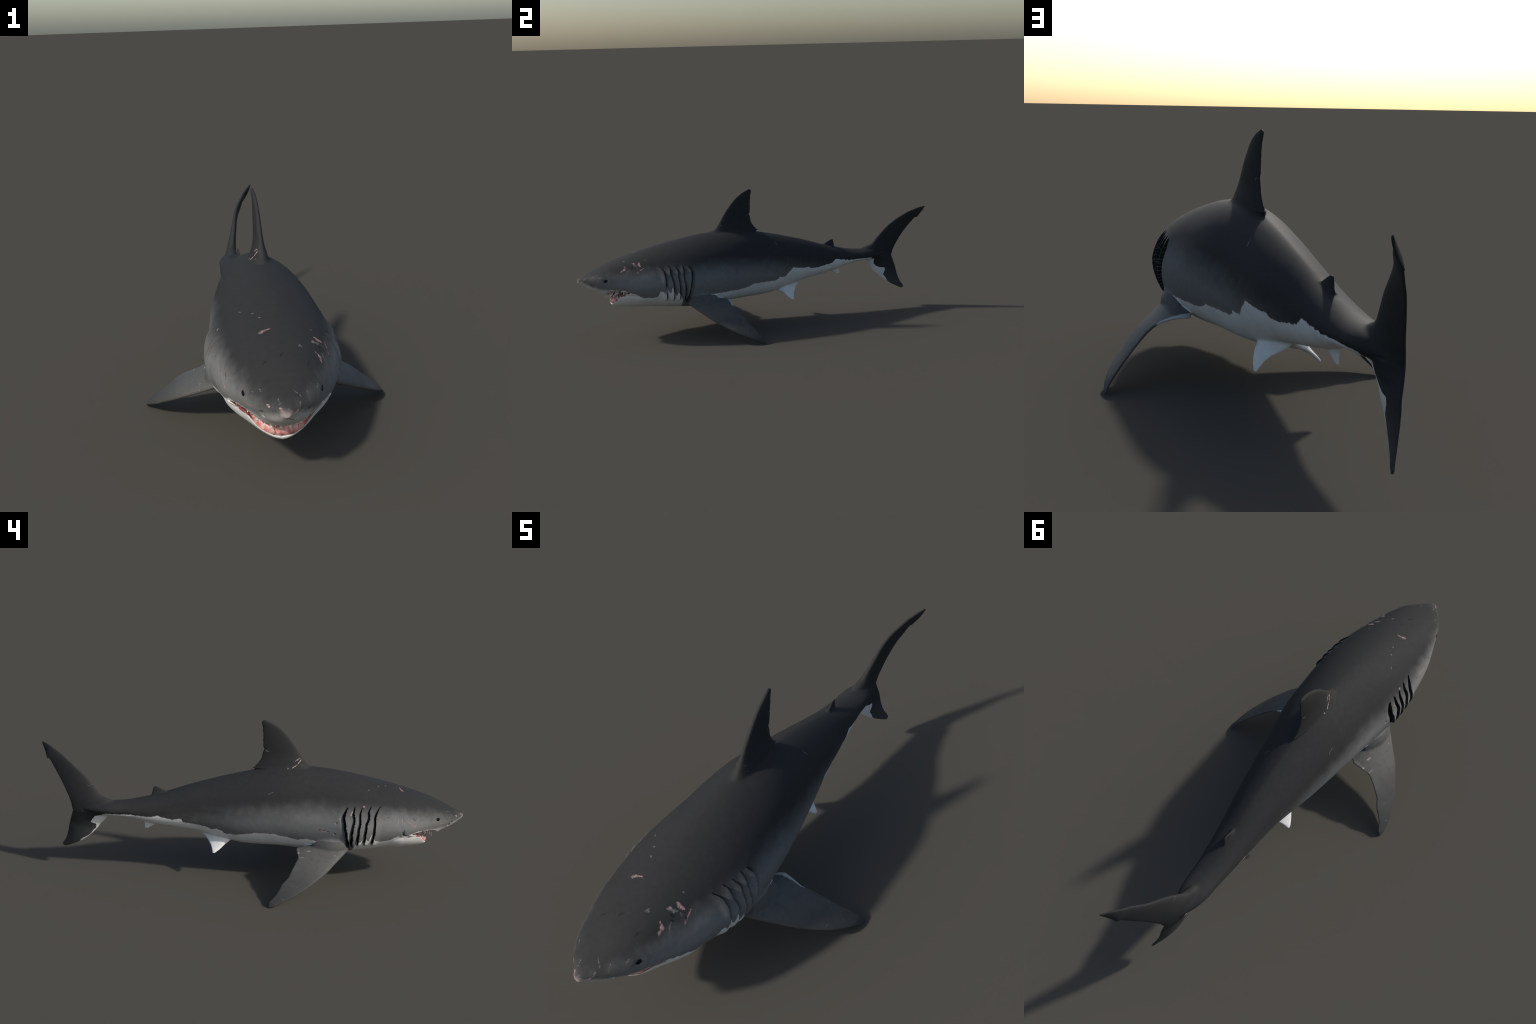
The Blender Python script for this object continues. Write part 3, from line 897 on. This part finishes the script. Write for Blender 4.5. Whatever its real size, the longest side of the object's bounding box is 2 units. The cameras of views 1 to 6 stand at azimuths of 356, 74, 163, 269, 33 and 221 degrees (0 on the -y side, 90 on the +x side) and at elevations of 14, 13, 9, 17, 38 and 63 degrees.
# ----------------------------------------------------------------------------
# 8. PARTS
# ----------------------------------------------------------------------------
shark = bpy.data.objects.new("shark", None)
scene.collection.objects.link(shark)
shark["label"] = "Grey shark with white belly, pink open mouth and scars"
shark["category"] = "shark"

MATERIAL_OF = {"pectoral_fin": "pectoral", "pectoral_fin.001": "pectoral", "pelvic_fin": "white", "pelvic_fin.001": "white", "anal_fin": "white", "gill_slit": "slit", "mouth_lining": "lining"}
face_n = None
a_, b_, c_, d_ = (P[Q[:, i]] for i in range(4))
face_n = np.cross(c_ - a_, d_ - b_)
face_n /= np.linalg.norm(face_n, axis=1)[:, None] + 1e-12


def pale_below(C, n):
    """white underside, kept clear of the rims and the dark tip"""
    A = C * np.where(C[:, :1] < 0, [[-1, 1, 1]], [[1, 1, 1]])
    d = np.full(len(A), 9.0)
    for rows in (PECTORAL_LEAD[2:], PECTORAL_TRAIL_LEFT[2:]):
        for q in smooth_path(rows, 6, True):
            d = np.minimum(d, np.linalg.norm(A - q, axis=1))
    rag = .004 * np.sin(A[:, 0] * 210) + .003 * np.sin(A[:, 1] * 330)
    return ((n[:, 2] < -.35) & (d + rag > .019) & (A[:, 0] < .385) & (A[:, 0] > .20)).astype(np.int32)


objects = {}
PART_PARENT = {"gill_slit": "torso", "mouth_lining": "head", "lower_jaw": "head"}
for name in ("torso", "head", "tail", "lower_jaw", "mouth_lining", "gill_slit", "dorsal_fin", "second_dorsal_fin", "anal_fin", "caudal_fin", "pectoral_fin", "pectoral_fin.001", "pelvic_fin", "pelvic_fin.001"):
    sel = part == name
    if not sel.any():
        continue
    q = Q[sel]
    used, inv = np.unique(q, return_inverse=True)
    inv = inv.reshape(-1, 4)
    me = bpy.data.meshes.new(name)
    me.vertices.add(len(used))
    me.vertices.foreach_set("co", P[used].ravel())
    me.loops.add(len(q) * 4)
    me.loops.foreach_set("vertex_index", inv.ravel())
    me.polygons.add(len(q))
    me.polygons.foreach_set("loop_start", np.arange(len(q)) * 4)
    me.polygons.foreach_set("loop_total", np.full(len(q), 4))
    me.update(calc_edges=True)
    me.validate()
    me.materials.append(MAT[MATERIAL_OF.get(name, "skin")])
    if name.startswith("pectoral"):
        me.materials.append(MAT["white"])
        me.polygons.foreach_set("material_index", pale_below(fc[sel], face_n[sel]))
    me.polygons.foreach_set("use_smooth", np.ones(len(q), bool))
    if name not in ("gill_slit", "mouth_lining"):
        me.normals_split_custom_set_from_vertices(N[used].astype(np.float32))
    objects[name] = add_object(name, me, objects.get(PART_PARENT.get(name), shark))

# eyes: flat dark lenses lying in the skin
from mathutils import Matrix, Vector

for s in (1, -1):
    k = ((P - np.array((-.0013 + s * .107, -.866, .3355))) ** 2).sum(1).argmin()
    n = N[((P - P[k]) ** 2).sum(1) < .010 ** 2].mean(0)
    n /= np.linalg.norm(n)
    ahead = np.array((0, -1.0, -.18)) - n * (np.array((0, -1.0, -.18)) @ n)
    ahead /= np.linalg.norm(ahead)
    up = np.cross(n, ahead)
    bm = bmesh.new()
    bmesh.ops.create_uvsphere(bm, u_segments=32, v_segments=20, radius=1)
    for v in bm.verts:
        x, y, z = v.co
        v.co = P[k] - n * .0008 + n * (.0030 * x) + ahead * (.0103 * y) + up * (.0088 * z)
    me = bpy.data.meshes.new("eye")
    bm.to_mesh(me)
    bm.free()
    me.materials.append(MAT["eye"])
    for p in me.polygons:
        p.use_smooth = True
    add_object("eye", me, objects["head"])


# gums: a rounded ridge along each jaw
def ridge(name, rows, mat, n=20, sub=8):
    """rows: (x, y, z, half width, half height), mirrored to both sides"""
    full = [(-x, y, z, a, b) for x, y, z, a, b in rows[:0:-1]] + list(rows)
    R = smooth_path(full, sub, True)
    C = R[:, :3] + np.array([-.0012, 0, 0])
    tan = np.gradient(C, axis=0)
    rings = []
    for i in range(len(R)):
        t = tan[i] / np.linalg.norm(tan[i])
        up = np.array([0, 0, 1.0])
        o = np.cross(t, up)
        o /= np.linalg.norm(o)
        up = np.cross(o, t)
        a = np.linspace(0, 2 * np.pi, n, endpoint=False)
        lump = 1 + .10 * np.sin(i * .9 + 2 * np.sin(a)) * .6
        rings.append(C[i] + (np.cos(a) * R[i, 3] * lump)[:, None] * o + (np.sin(a) * R[i, 4] * lump)[:, None] * up)
    me = mesh_of(name, *loft(rings))
    for p in me.polygons:
        p.use_smooth = True
    me.materials.append(MAT[mat])
    return add_object(name, me, objects["head"]), R


LOWER_GUM = [(0, -.8235, .2045, .013, .0165), (.024, -.8215, .2070, .013, .0165), (.047, -.8125, .2130, .013, .0160), (.063, -.799, .2225, .0105, .0140), (.074, -.783, .2340, .0085, .0120), (.085, -.767, .2450, .0070, .009), (.096, -.750, .2545, .006, .006), (.106, -.737, .260, .004, .004)]
UPPER_GUM = [(0, -.850, .2530, .012, .0085), (.030, -.848, .2540, .012, .0085), (.050, -.841, .2610, .012, .0085), (.069, -.829, .2710, .011, .0080), (.086, -.812, .2790, .010, .0075), (.102, -.791, .2820, .009, .0065), (.117, -.765, .2800, .007, .006), (.127, -.748, .274, .005, .004)]
low_gum, low_path = ridge("gum", LOWER_GUM, "gum")
up_gum, up_path = ridge("gum", UPPER_GUM, "gum")

# tongue
bm = bmesh.new()
bmesh.ops.create_uvsphere(bm, u_segments=40, v_segments=24, radius=1)
for v in bm.verts:
    x, y, z = v.co
    v.co = (-.0012 + x * .088 * (1 - .22 * max(0, -y)), -.772 + y * .056, .212 + z * .017 + .030 * (y + 1) * .5)
me = bpy.data.meshes.new("tongue")
bm.to_mesh(me)
bm.free()
me.materials.append(MAT["gum"])
for p in me.polygons:
    p.use_smooth = True
add_object("tongue", me, objects["lower_jaw"])


# teeth: flat serrated triangles on both gums
def tooth_mesh(h, w, seed):
    r = np.random.default_rng(seed)
    rings = []
    for i in range(9):
        t = i / 8
        ww = w * ((1 - t) ** .85 * .92 + .04) * (1 + .04 * r.normal())
        tt = w * .34 * (1 - t * .85)
        a = np.linspace(0, 2 * np.pi, 12, endpoint=False)
        rings.append(np.stack([ww * np.cos(a) + .12 * w * t * t, tt * np.sin(a) + .10 * h * t * t, np.full(12, h * t)], 1))
    me = mesh_of("tooth", *loft(rings))
    for p in me.polygons:
        p.use_smooth = True
    me.materials.append(MAT["tooth"])
    return me


TOOTH = [tooth_mesh(.0125, .0050, k) for k in range(4)]
from mathutils import Matrix, Vector


def plant(path, count, turn, host, size):
    s = np.r_[0, np.cumsum(np.linalg.norm(np.diff(path[:, :3], axis=0), axis=1))]
    for row, (inset, k) in enumerate(((0.0, 1.0), (.007, .8))):
        m = count - row * 3
        for i in range(m):
            q = (i + .5 + .15 * rng.normal()) / m * s[-1]
            C = np.array([np.interp(q, s, path[:, c]) for c in range(5)])
            C[0] -= .0012
            C2 = np.array([np.interp(q + .004, s, path[:, c]) for c in range(3)])
            t = C2 - C[:3] - np.array([.0012, 0, 0]) * 0
            t[0] += .0012
            t[2] = 0
            t /= np.linalg.norm(t)
            out_ = np.array([-t[1], t[0], 0])
            out_ = out_ if out_ @ (C[:3] - np.array([0, -.74, 0])) > 0 else -out_
            ob = add_object("tooth", TOOTH[int(rng.integers(4))], host)
            sc = size * k * (.75 + .45 * np.sin(np.pi * (i + .5) / m)) * (1 + .12 * rng.normal())
            tilt = .25 + .25 * rng.normal()
            zax = np.array([0, 0, turn]) + out_ * tilt + t * .12 * rng.normal()
            zax /= np.linalg.norm(zax)
            xax = t - zax * (t @ zax)
            xax /= np.linalg.norm(xax)
            yax = np.cross(zax, xax)
            if turn > 0:
                base = C[:3] + out_ * (C[3] * (.86 - .95 * row)) + np.array([0, 0, C[4] * (.42 + .42 * row) - .0005])
            else:
                base = C[:3] + out_ * (C[3] * (.35 - .5 * row)) - np.array([0, 0, C[4] * .65])
            M = Matrix(np.column_stack([xax * sc, yax * sc, zax * sc]).tolist()).to_4x4()
            M.translation = Vector(base)
            ob.matrix_world = M


plant(low_path, 13, 1, low_gum, 1.15)
plant(up_path, 14, -1, up_gum, 1.6)
